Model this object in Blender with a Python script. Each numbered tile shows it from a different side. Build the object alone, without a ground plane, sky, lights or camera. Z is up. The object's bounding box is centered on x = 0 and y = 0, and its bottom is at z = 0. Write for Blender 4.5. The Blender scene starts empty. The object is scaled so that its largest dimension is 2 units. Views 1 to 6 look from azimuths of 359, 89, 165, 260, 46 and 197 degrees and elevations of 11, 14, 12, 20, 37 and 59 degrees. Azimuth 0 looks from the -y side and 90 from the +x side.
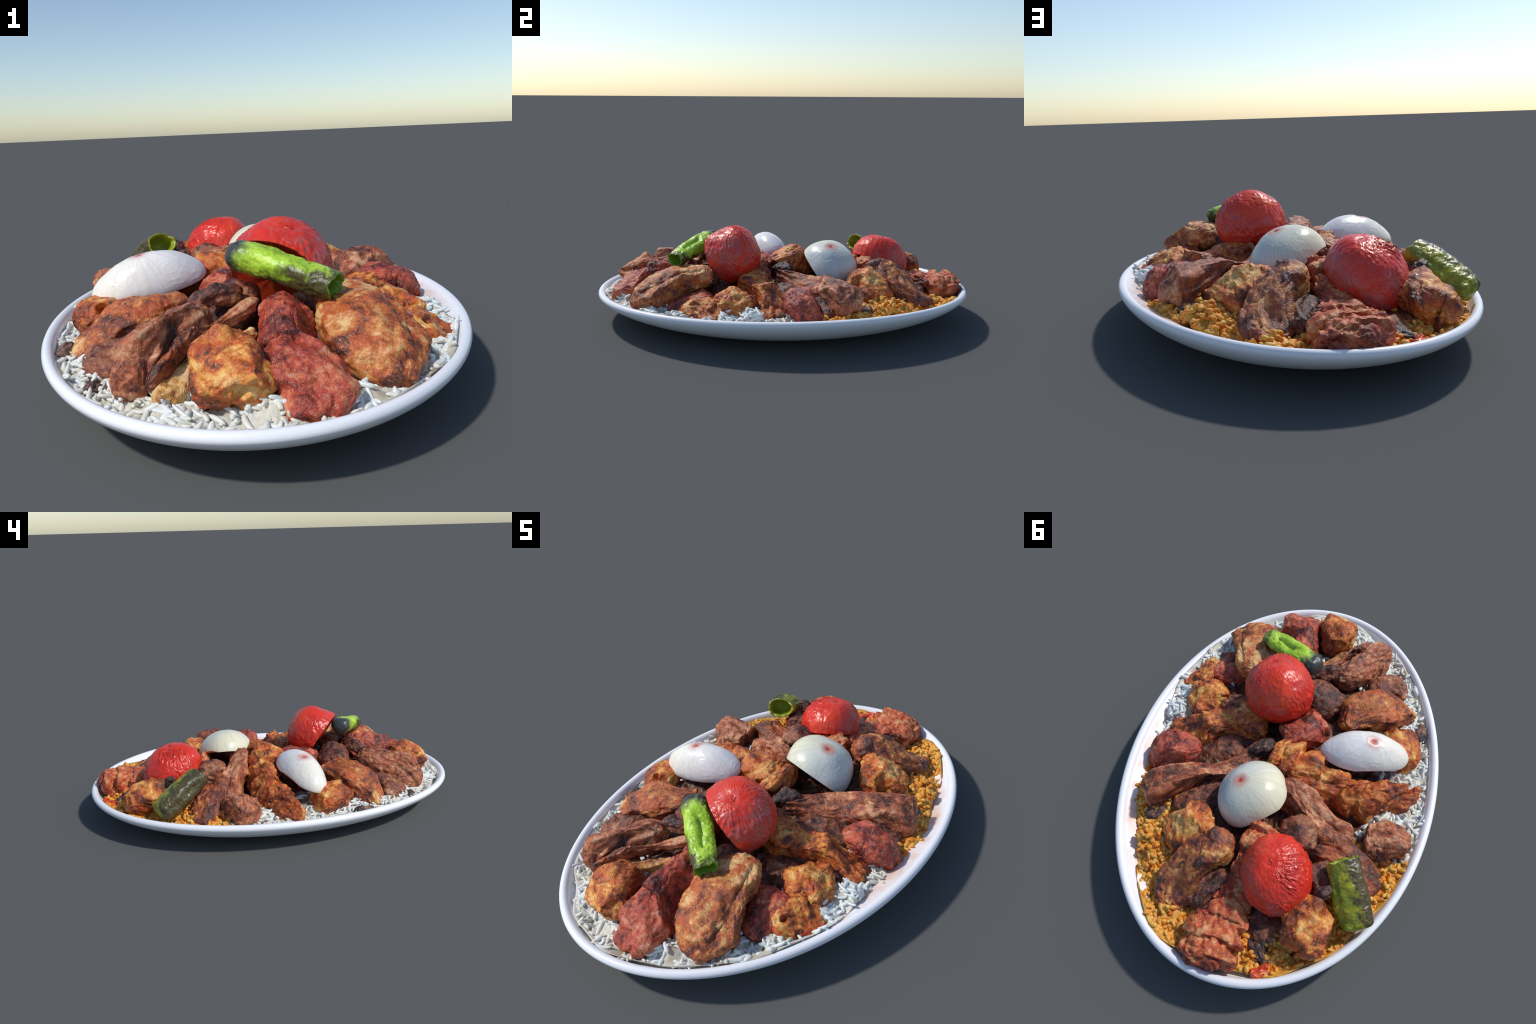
import bpy, math
import numpy as np
from mathutils import Vector

# ------------------------------------------------------------------ noise
_rng = np.random.RandomState(7)
_perm = np.concatenate([_rng.permutation(256)] * 3)
_grad = _rng.normal(size=(256, 3))
_grad /= np.linalg.norm(_grad, axis=1)[:, None]


def perlin(p):
    p = np.asarray(p, float)
    i = np.floor(p).astype(int)
    f = p - i
    w = f * f * f * (f * (f * 6 - 15) + 10)
    i &= 255
    out = 0
    for dx in (0, 1):
        for dy in (0, 1):
            for dz in (0, 1):
                h = _perm[_perm[_perm[(i[:, 0] + dx) & 255] + ((i[:, 1] + dy) & 255)] + ((i[:, 2] + dz) & 255)]
                d = f - np.array([dx, dy, dz])
                v = (_grad[h] * d).sum(1)
                wx = w[:, 0] if dx else 1 - w[:, 0]
                wy = w[:, 1] if dy else 1 - w[:, 1]
                wz = w[:, 2] if dz else 1 - w[:, 2]
                out = out + v * wx * wy * wz
    return out * 1.5


def fbm(p, octaves=3, gain=0.5):
    s, a = 0, 1.0
    for k in range(octaves):
        s = s + a * perlin(p * 2 ** k + 17.3 * k)
        a *= gain
    return s


def ridged(p, octaves=2):
    s, a = 0, 1.0
    for k in range(octaves):
        s = s + a * (1 - 2 * np.abs(perlin(p * 2 ** k + 9.1 * k)))
        a *= 0.5
    return s


def smooth(a, b, x):
    t = np.clip((x - a) / (b - a), 0, 1)
    return t * t * (3 - 2 * t)


# ------------------------------------------------------------------ mesh helpers
def new_mesh(name, verts, faces, mat=None, shade=True):
    me = bpy.data.meshes.new(name)
    me.from_pydata([tuple(v) for v in verts], [], faces)
    me.update()
    if shade:
        me.polygons.foreach_set("use_smooth", [True] * len(me.polygons))
    if mat:
        me.materials.append(mat)
    return me


def get_co(me):
    a = np.empty(len(me.vertices) * 3)
    me.vertices.foreach_get("co", a)
    return a.reshape(-1, 3)


def get_no(me):
    a = np.empty(len(me.vertices) * 3)
    me.vertex_normals.foreach_get("vector", a)
    return a.reshape(-1, 3)


def set_co(me, co):
    me.vertices.foreach_set("co", np.ascontiguousarray(co).ravel())
    me.update()


def add_obj(name, me, parent=None, origin=None):
    if origin is not None:
        set_co(me, get_co(me) - np.array(origin))
    ob = bpy.data.objects.new(name, me)
    if origin is not None:
        ob.location = origin
    bpy.context.scene.collection.objects.link(ob)
    if parent:
        ob.parent = parent
        ob.location = Vector(ob.location) - Vector(parent.location)
    return ob


def add_empty(name, loc):
    ob = bpy.data.objects.new(name, None)
    ob.empty_display_size = 0.05
    ob.location = loc
    bpy.context.scene.collection.objects.link(ob)
    return ob


def tag(ob, label, category):
    ob["label"] = label
    ob["category"] = category
    return ob


def ring_faces(nu, nv, cap0=True, cap1=True):
    """nu rings of nv points, ring-major"""
    f = []
    for i in range(nu - 1):
        for j in range(nv):
            k = (j + 1) % nv
            f.append((i * nv + j, i * nv + k, (i + 1) * nv + k, (i + 1) * nv + j))
    if cap0:
        f.append(tuple(reversed(range(nv))))
    if cap1:
        f.append(tuple((nu - 1) * nv + j for j in range(nv)))
    return f


def catmull(P, t):
    """P (n,k) control rows, t in 0..1 -> values"""
    P = np.asarray(P, float)
    n = len(P)
    E = np.vstack([2 * P[0] - P[1], P, 2 * P[-1] - P[-2]])
    x = np.clip(t, 0, 1) * (n - 1)
    i = np.minimum(x.astype(int), n - 2)
    f = (x - i)[:, None]
    a, b, c, d = E[i], E[i + 1], E[i + 2], E[i + 3]
    return 0.5 * (2 * b + (c - a) * f + (2 * a - 5 * b + 4 * c - d) * f ** 2 + (3 * b - a - 3 * c + d) * f ** 3)


def unit(v):
    v = np.asarray(v, float)
    return v / np.linalg.norm(v)


# ------------------------------------------------------------------ materials
def node_material(name):
    m = bpy.data.materials.new(name)
    m.use_nodes = True
    nt = m.node_tree
    b = nt.nodes["Principled BSDF"]
    return m, nt, b


def nd(nt, kind, **props):
    n = nt.nodes.new(kind)
    for k, v in props.items():
        setattr(n, k, v)
    return n


def noise_node(nt, vec, w, scale, detail=4.0, rough=0.6, distortion=0.0, off=0.0):
    n = nd(nt, "ShaderNodeTexNoise", noise_dimensions="4D")
    n.inputs["Scale"].default_value = scale
    n.inputs["Detail"].default_value = detail
    n.inputs["Roughness"].default_value = rough
    n.inputs["Distortion"].default_value = distortion
    nt.links.new(vec, n.inputs["Vector"])
    if w is not None:
        a = nd(nt, "ShaderNodeMath", operation="ADD")
        nt.links.new(w, a.inputs[0])
        a.inputs[1].default_value = off
        nt.links.new(a.outputs[0], n.inputs["W"])
    else:
        n.inputs["W"].default_value = off
    return n.outputs["Fac"]


def ramp(nt, fac, stops, interp="LINEAR"):
    r = nd(nt, "ShaderNodeValToRGB")
    r.color_ramp.interpolation = interp
    els = r.color_ramp.elements
    while len(els) < len(stops):
        els.new(0.5)
    for e, (p, c) in zip(els, stops):
        e.position = p
        e.color = (c[0], c[1], c[2], 1) if hasattr(c, "__len__") else (c, c, c, 1)
    nt.links.new(fac, r.inputs["Fac"])
    return r.outputs["Color"]


def mix(nt, fac, a, b, mode="MIX"):
    n = nd(nt, "ShaderNodeMix", data_type="RGBA", blend_type=mode)
    for sock, v in ((n.inputs[0], fac), (n.inputs[6], a), (n.inputs[7], b)):
        if hasattr(v, "is_linked") or hasattr(v, "links"):
            nt.links.new(v, sock)
        elif hasattr(v, "__len__"):
            sock.default_value = (v[0], v[1], v[2], 1)
        else:
            sock.default_value = v
    return n.outputs[2]


def mth(nt, op, a, b=None, c=None):
    n = nd(nt, "ShaderNodeMath", operation=op)
    for i, v in enumerate((a, b, c)):
        if v is None:
            continue
        if hasattr(v, "links"):
            nt.links.new(v, n.inputs[i])
        else:
            n.inputs[i].default_value = v
    return n.outputs[0]


def coords(nt):
    tc = nd(nt, "ShaderNodeTexCoord")
    oi = nd(nt, "ShaderNodeObjectInfo")
    w = mth(nt, "MULTIPLY", oi.outputs["Random"], 40.0)
    return tc.outputs["Object"], w


def bump(nt, b, height, strength=0.4, dist=0.004):
    n = nd(nt, "ShaderNodeBump")
    n.inputs["Strength"].default_value = strength
    n.inputs["Distance"].default_value = dist
    nt.links.new(height, n.inputs["Height"])
    nt.links.new(n.outputs["Normal"], b.inputs["Normal"])


def meat_material(name, stops, shift=0.0, speck=(0.80, 0.52, 0.42), speck_amount=0.5, red=(0.5, 0.05, 0.015), red_amount=0.5, char_at=0.64, rough=0.40,
                  stretch=(1, 1, 1), char=(0.020, 0.013, 0.014)):
    """Browning runs through `stops` (pale to dark) with mottling at three scales, then
    paprika blotches, worm-like pale specks for fat and painted-in oil glints and charred patches."""
    m, nt, b = node_material(name)
    vec, w = coords(nt)
    mp = nd(nt, "ShaderNodeMapping")
    mp.inputs["Scale"].default_value = stretch
    nt.links.new(vec, mp.inputs["Vector"])
    v2 = mp.outputs["Vector"]
    n1 = noise_node(nt, v2, w, 9, 3, 0.6, 0.8)
    n2 = noise_node(nt, v2, w, 30, 4, 0.65, 1.2, off=3.7)
    n3 = noise_node(nt, v2, w, 95, 3, 0.6, 1.0, off=11.9)
    d = mth(nt, "ADD", mth(nt, "MULTIPLY", n1, 0.95), mth(nt, "MULTIPLY", n2, 0.50))
    d = mth(nt, "ADD", d, mth(nt, "MULTIPLY", n3, 0.18))
    d = mth(nt, "ADD", d, -0.315 + shift)
    k = len(stops)
    col = ramp(nt, d, [(0.36 + 0.28 * i / (k - 1), c) for i, c in enumerate(stops)])
    rn = noise_node(nt, v2, w, 17, 5, 0.65, 1.0, off=5.1)
    col = mix(nt, mth(nt, "MULTIPLY", ramp(nt, rn, [(0.50, 0.0), (0.60, 1.0)]), red_amount), col, red)
    sp = noise_node(nt, v2, w, 85, 3, 0.6, 2.2, off=9.7)
    sm = noise_node(nt, v2, w, 12, 3, 0.6, 0.5, off=29.7)
    sf = mth(nt, "MULTIPLY", ramp(nt, sp, [(0.52, 0.0), (0.62, 1.0)]), mth(nt, "MULTIPLY", ramp(nt, sm, [(0.36, 0.25), (0.60, 1.0)]), speck_amount))
    col = mix(nt, sf, col, speck)  # pale specks carry fat grain and oily highlights as colour
    cn = noise_node(nt, vec, w, 8, 6, 0.66, 0.5, off=21.5)
    cn = mth(nt, "ADD", cn, mth(nt, "MULTIPLY", mth(nt, "SUBTRACT", n2, 0.5), 0.25))
    geo = nd(nt, "ShaderNodeNewGeometry")
    cn = mth(nt, "ADD", cn, mth(nt, "MULTIPLY", mth(nt, "SUBTRACT", ramp(nt, geo.outputs["Pointiness"], [(0.50, 0.5), (0.60, 1.0)]), 0.5), 0.20))
    cf = ramp(nt, cn, [(char_at - 0.03, 0.0), (char_at + 0.07, 0.92)])
    col = mix(nt, cf, col, char)
    nt.links.new(col, b.inputs["Base Color"])
    rg = ramp(nt, sp, [(0.35, rough + 0.15), (0.65, rough - 0.10)])
    nt.links.new(rg, b.inputs["Roughness"])
    b.inputs["Specular IOR Level"].default_value = 0.5
    h = mth(nt, "ADD", mth(nt, "MULTIPLY", sp, 0.6), mth(nt, "MULTIPLY", n2, 1.0))
    bump(nt, b, h, 0.65, 0.010)
    return m


CHICKEN = meat_material("grilled_chicken", [(0.82, 0.50, 0.17), (0.72, 0.30, 0.05), (0.56, 0.135, 0.018), (0.28, 0.05, 0.015), (0.085, 0.022, 0.013)], shift=0.015,
                        speck=(0.84, 0.50, 0.20), speck_amount=0.32, red=(0.56, 0.075, 0.010), red_amount=0.75, char_at=0.665)
WING = meat_material("grilled_chicken_wing", [(0.76, 0.47, 0.20), (0.60, 0.23, 0.055), (0.43, 0.105, 0.022), (0.21, 0.045, 0.018), (0.07, 0.019, 0.014)], shift=0.0,
                     speck=(0.80, 0.43, 0.25), speck_amount=0.35, red=(0.52, 0.085, 0.014), red_amount=0.72, char_at=0.645)
WING_DARK = meat_material("dark_grilled_chicken_wing", [(0.74, 0.42, 0.14), (0.54, 0.19, 0.04), (0.34, 0.085, 0.026), (0.18, 0.042, 0.02), (0.06, 0.02, 0.016)], shift=0.03,
                          speck=(0.58, 0.33, 0.22), speck_amount=0.38, red=(0.42, 0.07, 0.02), red_amount=0.4, char_at=0.62)
LAMB = meat_material("grilled_lamb", [(0.66, 0.36, 0.20), (0.50, 0.18, 0.075), (0.33, 0.085, 0.032), (0.16, 0.038, 0.019), (0.04, 0.015, 0.013)], shift=0.0,
                     speck=(0.68, 0.40, 0.30), speck_amount=0.42, red=(0.44, 0.085, 0.022), red_amount=0.55, char_at=0.64)
LAMB_DARK = meat_material("dark_grilled_lamb", [(0.46, 0.23, 0.12), (0.34, 0.12, 0.05), (0.22, 0.062, 0.028), (0.11, 0.03, 0.018), (0.035, 0.014, 0.012)], shift=0.02,
                          speck=(0.42, 0.25, 0.2), speck_amount=0.35, red=(0.24, 0.05, 0.025), red_amount=0.35, char_at=0.61)
RED_KEBAB = meat_material("red_lamb_kebab", [(0.62, 0.26, 0.14), (0.53, 0.125, 0.052), (0.41, 0.058, 0.026), (0.23, 0.03, 0.017), (0.07, 0.013, 0.012)], shift=0.005,
                          speck=(0.68, 0.34, 0.25), speck_amount=0.45, red=(0.50, 0.035, 0.018), red_amount=0.45, char_at=0.70)
MINCE = meat_material("minced_kebab", [(0.66, 0.30, 0.13), (0.54, 0.13, 0.036), (0.40, 0.06, 0.02), (0.20, 0.03, 0.016), (0.07, 0.016, 0.013)], shift=-0.02,
                      speck=(0.72, 0.36, 0.20), speck_amount=0.38, red=(0.58, 0.04, 0.010), red_amount=0.6, char_at=0.665)
ORANGE_KEBAB = meat_material("orange_kebab", [(0.76, 0.38, 0.11), (0.63, 0.19, 0.03), (0.48, 0.10, 0.02), (0.25, 0.045, 0.016), (0.09, 0.02, 0.013)], shift=-0.01,
                             speck=(0.78, 0.42, 0.16), speck_amount=0.28, red=(0.55, 0.075, 0.012), red_amount=0.5, char_at=0.665)
CHAR = meat_material("charred_meat", [(0.30, 0.17, 0.11), (0.16, 0.075, 0.05), (0.08, 0.036, 0.028), (0.035, 0.02, 0.018), (0.015, 0.011, 0.012)], shift=0.02,
                     speck=(0.34, 0.27, 0.25), speck_amount=0.4, red=(0.20, 0.05, 0.03), red_amount=0.3, char_at=0.54)
FAT = meat_material("lamb_fat", [(0.80, 0.60, 0.32), (0.68, 0.42, 0.15), (0.52, 0.25, 0.06), (0.30, 0.10, 0.03), (0.12, 0.04, 0.02)], shift=0.0,
                    speck=(0.8, 0.6, 0.36), speck_amount=0.3, red=(0.48, 0.16, 0.03), red_amount=0.3, char_at=0.69)


def simple_material(name, stops, scale=20, rough=0.35, distortion=0.5, detail=5, bump_scale=90, bump_strength=0.3,
                    map_scale=None, subsurface=0.0, spec=0.5):
    m, nt, b = node_material(name)
    vec, w = coords(nt)
    if map_scale:
        mp = nd(nt, "ShaderNodeMapping")
        mp.inputs["Scale"].default_value = map_scale
        nt.links.new(vec, mp.inputs["Vector"])
        vec = mp.outputs["Vector"]
    n = noise_node(nt, vec, w, scale, detail, 0.6, distortion)
    nt.links.new(ramp(nt, n, stops), b.inputs["Base Color"])
    b.inputs["Roughness"].default_value = rough
    b.inputs["Specular IOR Level"].default_value = spec
    if subsurface:
        b.inputs["Subsurface Weight"].default_value = subsurface
        b.inputs["Subsurface Radius"].default_value = (0.02, 0.015, 0.01)
        b.inputs["Subsurface Scale"].default_value = 0.5
    if bump_strength:
        bump(nt, b, noise_node(nt, vec, w, bump_scale, 4, 0.6, 0.3, off=2.2), bump_strength, 0.004)
    return m


def porcelain_material():
    m, nt, b = node_material("white_porcelain")
    vec, w = coords(nt)
    sx = nd(nt, "ShaderNodeSeparateXYZ")
    nt.links.new(vec, sx.inputs[0])
    mp = nd(nt, "ShaderNodeMapping")
    mp.inputs["Scale"].default_value = (1 / 0.697, 1 / 1.003, 0.0)
    nt.links.new(vec, mp.inputs["Vector"])
    ln = nd(nt, "ShaderNodeVectorMath", operation="LENGTH")
    nt.links.new(mp.outputs["Vector"], ln.inputs[0])
    # thin orange sauce smeared inside the rim of one long side
    n = noise_node(nt, vec, None, 5, 4, 0.6, 0.8, off=1.3)
    f = mth(nt, "MULTIPLY", ramp(nt, ln.outputs["Value"], [(0.925, 1.0), (0.950, 0.0)]), ramp(nt, sx.outputs["X"], [(0.30, 0.0), (0.45, 1.0)]))
    f = mth(nt, "MULTIPLY", f, ramp(nt, sx.outputs["Z"], [(0.10, 0.0), (0.115, 1.0)]))
    f = mth(nt, "MULTIPLY", f, ramp(nt, n, [(0.40, 0.0), (0.60, 0.8)]))
    col = mix(nt, f, (0.85, 0.86, 0.90), (0.72, 0.42, 0.28))
    nt.links.new(col, b.inputs["Base Color"])
    b.inputs["Roughness"].default_value = 0.26
    return m


PORCELAIN = porcelain_material()
RICE = simple_material("white_rice", [(0.32, (0.66, 0.62, 0.50)), (0.5, (0.74, 0.76, 0.72)), (0.68, (0.68, 0.75, 0.77))], 9, 0.42, bump_strength=0.15)
BULGUR = simple_material("orange_bulgur", [(0.30, (0.52, 0.08, 0.008)), (0.44, (0.72, 0.25, 0.02)), (0.55, (0.78, 0.45, 0.10)), (0.66, (0.62, 0.36, 0.08)), (0.78, (0.30, 0.16, 0.035))],
                         30, 0.55, bump_strength=0.25, spec=0.3)


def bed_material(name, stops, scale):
    """grain colour towards the edge; the middle is painted dark for the shaded gaps between the meat"""
    m, nt, b = node_material(name)
    vec, w = coords(nt)
    col = ramp(nt, noise_node(nt, vec, None, scale, 5, 0.6, 0.6), stops)
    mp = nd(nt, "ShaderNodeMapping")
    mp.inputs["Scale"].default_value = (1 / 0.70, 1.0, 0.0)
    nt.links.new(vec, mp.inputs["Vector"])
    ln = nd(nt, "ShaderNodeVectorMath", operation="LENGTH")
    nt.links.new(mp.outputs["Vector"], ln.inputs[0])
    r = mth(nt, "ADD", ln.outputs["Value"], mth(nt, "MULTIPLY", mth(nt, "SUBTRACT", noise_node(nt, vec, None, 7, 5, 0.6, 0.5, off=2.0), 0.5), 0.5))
    col = mix(nt, ramp(nt, r, [(0.62, 1.0), (0.76, 0.0)]), col, (0.10, 0.035, 0.018))  # dark brown centre: gap shade put into the bed colour
    nt.links.new(col, b.inputs["Base Color"])
    b.inputs["Roughness"].default_value = 0.5
    bump(nt, b, noise_node(nt, vec, None, 70, 4, 0.6, 0.4, off=7.0), 0.4, 0.006)
    return m


RICE_BED = bed_material("gap_shaded_rice", [(0.32, (0.46, 0.37, 0.24)), (0.5, (0.60, 0.57, 0.48)), (0.68, (0.66, 0.70, 0.70))], 14)
BULGUR_BED = bed_material("gap_shaded_bulgur", [(0.32, (0.50, 0.12, 0.012)), (0.5, (0.66, 0.32, 0.04)), (0.68, (0.60, 0.42, 0.11))], 30)
BONE = simple_material("rib_bone", [(0.3, (0.50, 0.33, 0.19)), (0.5, (0.33, 0.16, 0.08)), (0.64, (0.06, 0.035, 0.028))], 16, 0.5)
SAUCE = simple_material("orange_sauce_stain", [(0.3, (0.70, 0.50, 0.36)), (0.7, (0.78, 0.66, 0.55))], 8, 0.3, bump_strength=0.0)
RED_BIT = simple_material("red_tomato_bit", [(0.3, (0.62, 0.03, 0.012)), (0.7, (0.50, 0.09, 0.02))], 30, 0.3)


def tomato_material(name, bright_dir):
    """glossy blistered skin; a paler grey-red bloom drifts over one flank"""
    m, nt, b = node_material(name)
    vec, w = coords(nt)
    base = ramp(nt, noise_node(nt, vec, w, 7, 5, 0.6, 0.5), [(0.32, (0.46, 0.020, 0.010)), (0.5, (0.68, 0.034, 0.016)), (0.68, (0.76, 0.062, 0.022))])
    # dull, wrinkled, loose skin on one side
    dot = nd(nt, "ShaderNodeVectorMath", operation="DOT_PRODUCT")
    nt.links.new(vec, dot.inputs[0])
    dot.inputs[1].default_value = bright_dir
    bl = noise_node(nt, vec, w, 11, 6, 0.65, 1.2, off=7.7)
    f = mth(nt, "ADD", mth(nt, "MULTIPLY", dot.outputs["Value"], 2.2), mth(nt, "MULTIPLY", mth(nt, "SUBTRACT", bl, 0.5), 2.4))
    col = mix(nt, mth(nt, "MULTIPLY", ramp(nt, f, [(0.05, 0.0), (0.45, 1.0)]), 0.62), base, (0.42, 0.15, 0.145))
    sp = noise_node(nt, vec, w, 45, 5, 0.65, 1.0, off=12.0)
    col = mix(nt, mth(nt, "MULTIPLY", ramp(nt, sp, [(0.56, 0.0), (0.70, 1.0)]), 0.5), col, (0.20, 0.03, 0.018))
    nt.links.new(col, b.inputs["Base Color"])
    b.inputs["Roughness"].default_value = 0.33
    b.inputs["Specular IOR Level"].default_value = 0.5
    bump(nt, b, noise_node(nt, vec, w, 30, 4, 0.55, 1.5, off=1.0), 0.22, 0.006)
    return m


TOMATO_FLESH = simple_material("tomato_flesh", [(0.3, (0.42, 0.02, 0.01)), (0.7, (0.58, 0.07, 0.02))], 18, 0.3)


def onion_material(name, pole, cool, warm, tint_dir, vein_col=(0.60, 0.55, 0.44)):
    """pearly layer with fine meridian veins running from the root scar"""
    m, nt, b = node_material(name)
    vec, w = coords(nt)
    sub = nd(nt, "ShaderNodeVectorMath", operation="SUBTRACT")
    nt.links.new(vec, sub.inputs[0])
    sub.inputs[1].default_value = pole
    # meridian angle about the root axis gives the veins
    ax = unit(pole)
    e1 = unit(np.cross(ax, (0.2, 0.9, 0.1)))
    e2 = np.cross(ax, e1)

    def along(v):
        k = nd(nt, "ShaderNodeVectorMath", operation="DOT_PRODUCT")
        nt.links.new(vec, k.inputs[0])
        k.inputs[1].default_value = tuple(v)
        return k.outputs["Value"]
    az = mth(nt, "ARCTAN2", along(e1), along(e2))
    az = mth(nt, "ADD", az, mth(nt, "MULTIPLY", noise_node(nt, vec, None, 6, 2, 0.5, off=3.0), 0.25))
    cx = nd(nt, "ShaderNodeCombineXYZ")
    nt.links.new(mth(nt, "MULTIPLY", az, 7.0), cx.inputs[0])
    nt.links.new(mth(nt, "MULTIPLY", along(ax), 2.0), cx.inputs[1])
    vein = noise_node(nt, cx.outputs[0], w, 2.2, 3, 0.7)
    dot = nd(nt, "ShaderNodeVectorMath", operation="DOT_PRODUCT")
    nt.links.new(vec, dot.inputs[0])
    dot.inputs[1].default_value = tint_dir
    cl = noise_node(nt, vec, w, 9, 5, 0.6, 0.4, off=4.4)
    f = mth(nt, "ADD", mth(nt, "MULTIPLY", dot.outputs["Value"], 4.0), cl)
    col = ramp(nt, f, [(0.15, cool), (0.5, ((cool[0] + warm[0]) / 2 + 0.04, (cool[1] + warm[1]) / 2 + 0.04, (cool[2] + warm[2]) / 2 + 0.04)), (0.85, warm)])
    col = mix(nt, mth(nt, "MULTIPLY", ramp(nt, vein, [(0.46, 0.0), (0.60, 1.0)]), 0.38), col, (vein_col[0], vein_col[1], vein_col[2]))
    # pink oil ring round the root scar
    dist = nd(nt, "ShaderNodeVectorMath", operation="LENGTH")
    nt.links.new(sub.outputs[0], dist.inputs[0])
    dn = mth(nt, "ADD", dist.outputs["Value"], mth(nt, "MULTIPLY", mth(nt, "SUBTRACT", noise_node(nt, vec, w, 30, 3, 0.6, off=6.0), 0.5), 0.03))
    col = mix(nt, ramp(nt, dn, [(0.010, 0.9), (0.045, 0.0)]), col, (0.55, 0.13, 0.10))
    nt.links.new(col, b.inputs["Base Color"])
    b.inputs["Roughness"].default_value = 0.27
    bump(nt, b, vein, 0.15, 0.004)
    return m


ONION_CUT = simple_material("oily_onion_cut", [(0.3, (0.42, 0.13, 0.07)), (0.6, (0.56, 0.28, 0.16))], 20, 0.35)
ONION_SCAR = simple_material("red_root_scar", [(0.3, (0.50, 0.03, 0.03)), (0.7, (0.60, 0.14, 0.05))], 60, 0.4)
TOMATO_SCAR = simple_material("tomato_stem_scar", [(0.3, (0.40, 0.012, 0.008)), (0.7, (0.55, 0.03, 0.012))], 60, 0.35)


def pepper_material(name, light, mid, dark, axis, lo, hi, char_at, side, side_at):
    """green skin, blistered black towards one end (along `axis`) and one flank (`side`)"""
    m, nt, b = node_material(name)
    vec, w = coords(nt)
    n = noise_node(nt, vec, w, 16, 5, 0.6, 0.6)
    col = ramp(nt, n, [(0.32, dark), (0.48, mid), (0.64, light)])

    def lin(d):
        k = nd(nt, "ShaderNodeVectorMath", operation="DOT_PRODUCT")
        nt.links.new(vec, k.inputs[0])
        k.inputs[1].default_value = d
        return k.outputs["Value"]
    wob = mth(nt, "MULTIPLY", mth(nt, "SUBTRACT", noise_node(nt, vec, w, 24, 5, 0.65, 0.4, off=8.8), 0.5), 0.16)
    s = mth(nt, "ADD", lin(side), wob)
    col = mix(nt, ramp(nt, s, [(side_at, 0.0), (side_at + 0.012, 0.45), (side_at + 0.03, 0.95)]) if side_at >= 0 else
              ramp(nt, mth(nt, "ADD", s, 0.2), [(0.2 + side_at, 0.0), (0.212 + side_at, 0.45), (0.23 + side_at, 0.95)]), col, (0.060, 0.045, 0.022))
    e = mth(nt, "ADD", mth(nt, "ADD", lin(axis), wob), 0.5)
    col = mix(nt, ramp(nt, e, [(0.5 + lo, 0.0), (0.5 + hi, 1.0)]), col, (0.045, 0.048, 0.05))
    br = noise_node(nt, vec, w, 12, 5, 0.6, 0.6, off=17)
    col = mix(nt, ramp(nt, br, [(char_at, 0.0), (char_at + 0.07, 0.8)]), col, (0.12, 0.075, 0.025))
    nt.links.new(col, b.inputs["Base Color"])
    b.inputs["Roughness"].default_value = 0.36
    b.inputs["Specular IOR Level"].default_value = 0.5
    bump(nt, b, noise_node(nt, vec, w, 60, 4, 0.6, 0.8, off=3.0), 0.35, 0.005)
    return m


# ------------------------------------------------------------------ plate
def fourier(c, t):
    n = (len(c) - 1) // 2
    s = c[0] + 0 * t
    for k in range(1, n + 1):
        s = s + c[2 * k - 1] * np.cos(k * t) + c[2 * k] * np.sin(k * t)
    return s


RIM_R = [0.999, -0.005, 0.004, 0.0039, -0.0025, 0.0034, 0.004, -0.0016, -0.003]
RIM_Z = [0.1500, 0.0100, 0.0050, 0.0060, 0.0032]


def rim_xy(t, rho, inset):
    r = fourier(RIM_R, t)
    x, y = 0.697 * r * np.cos(t), 1.003 * r * np.sin(t)
    L = np.hypot(x, y)
    k = rho * (1 - inset / L)
    return x * k, y * k


def rim_z(t):
    return fourier(RIM_Z, t)


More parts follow.
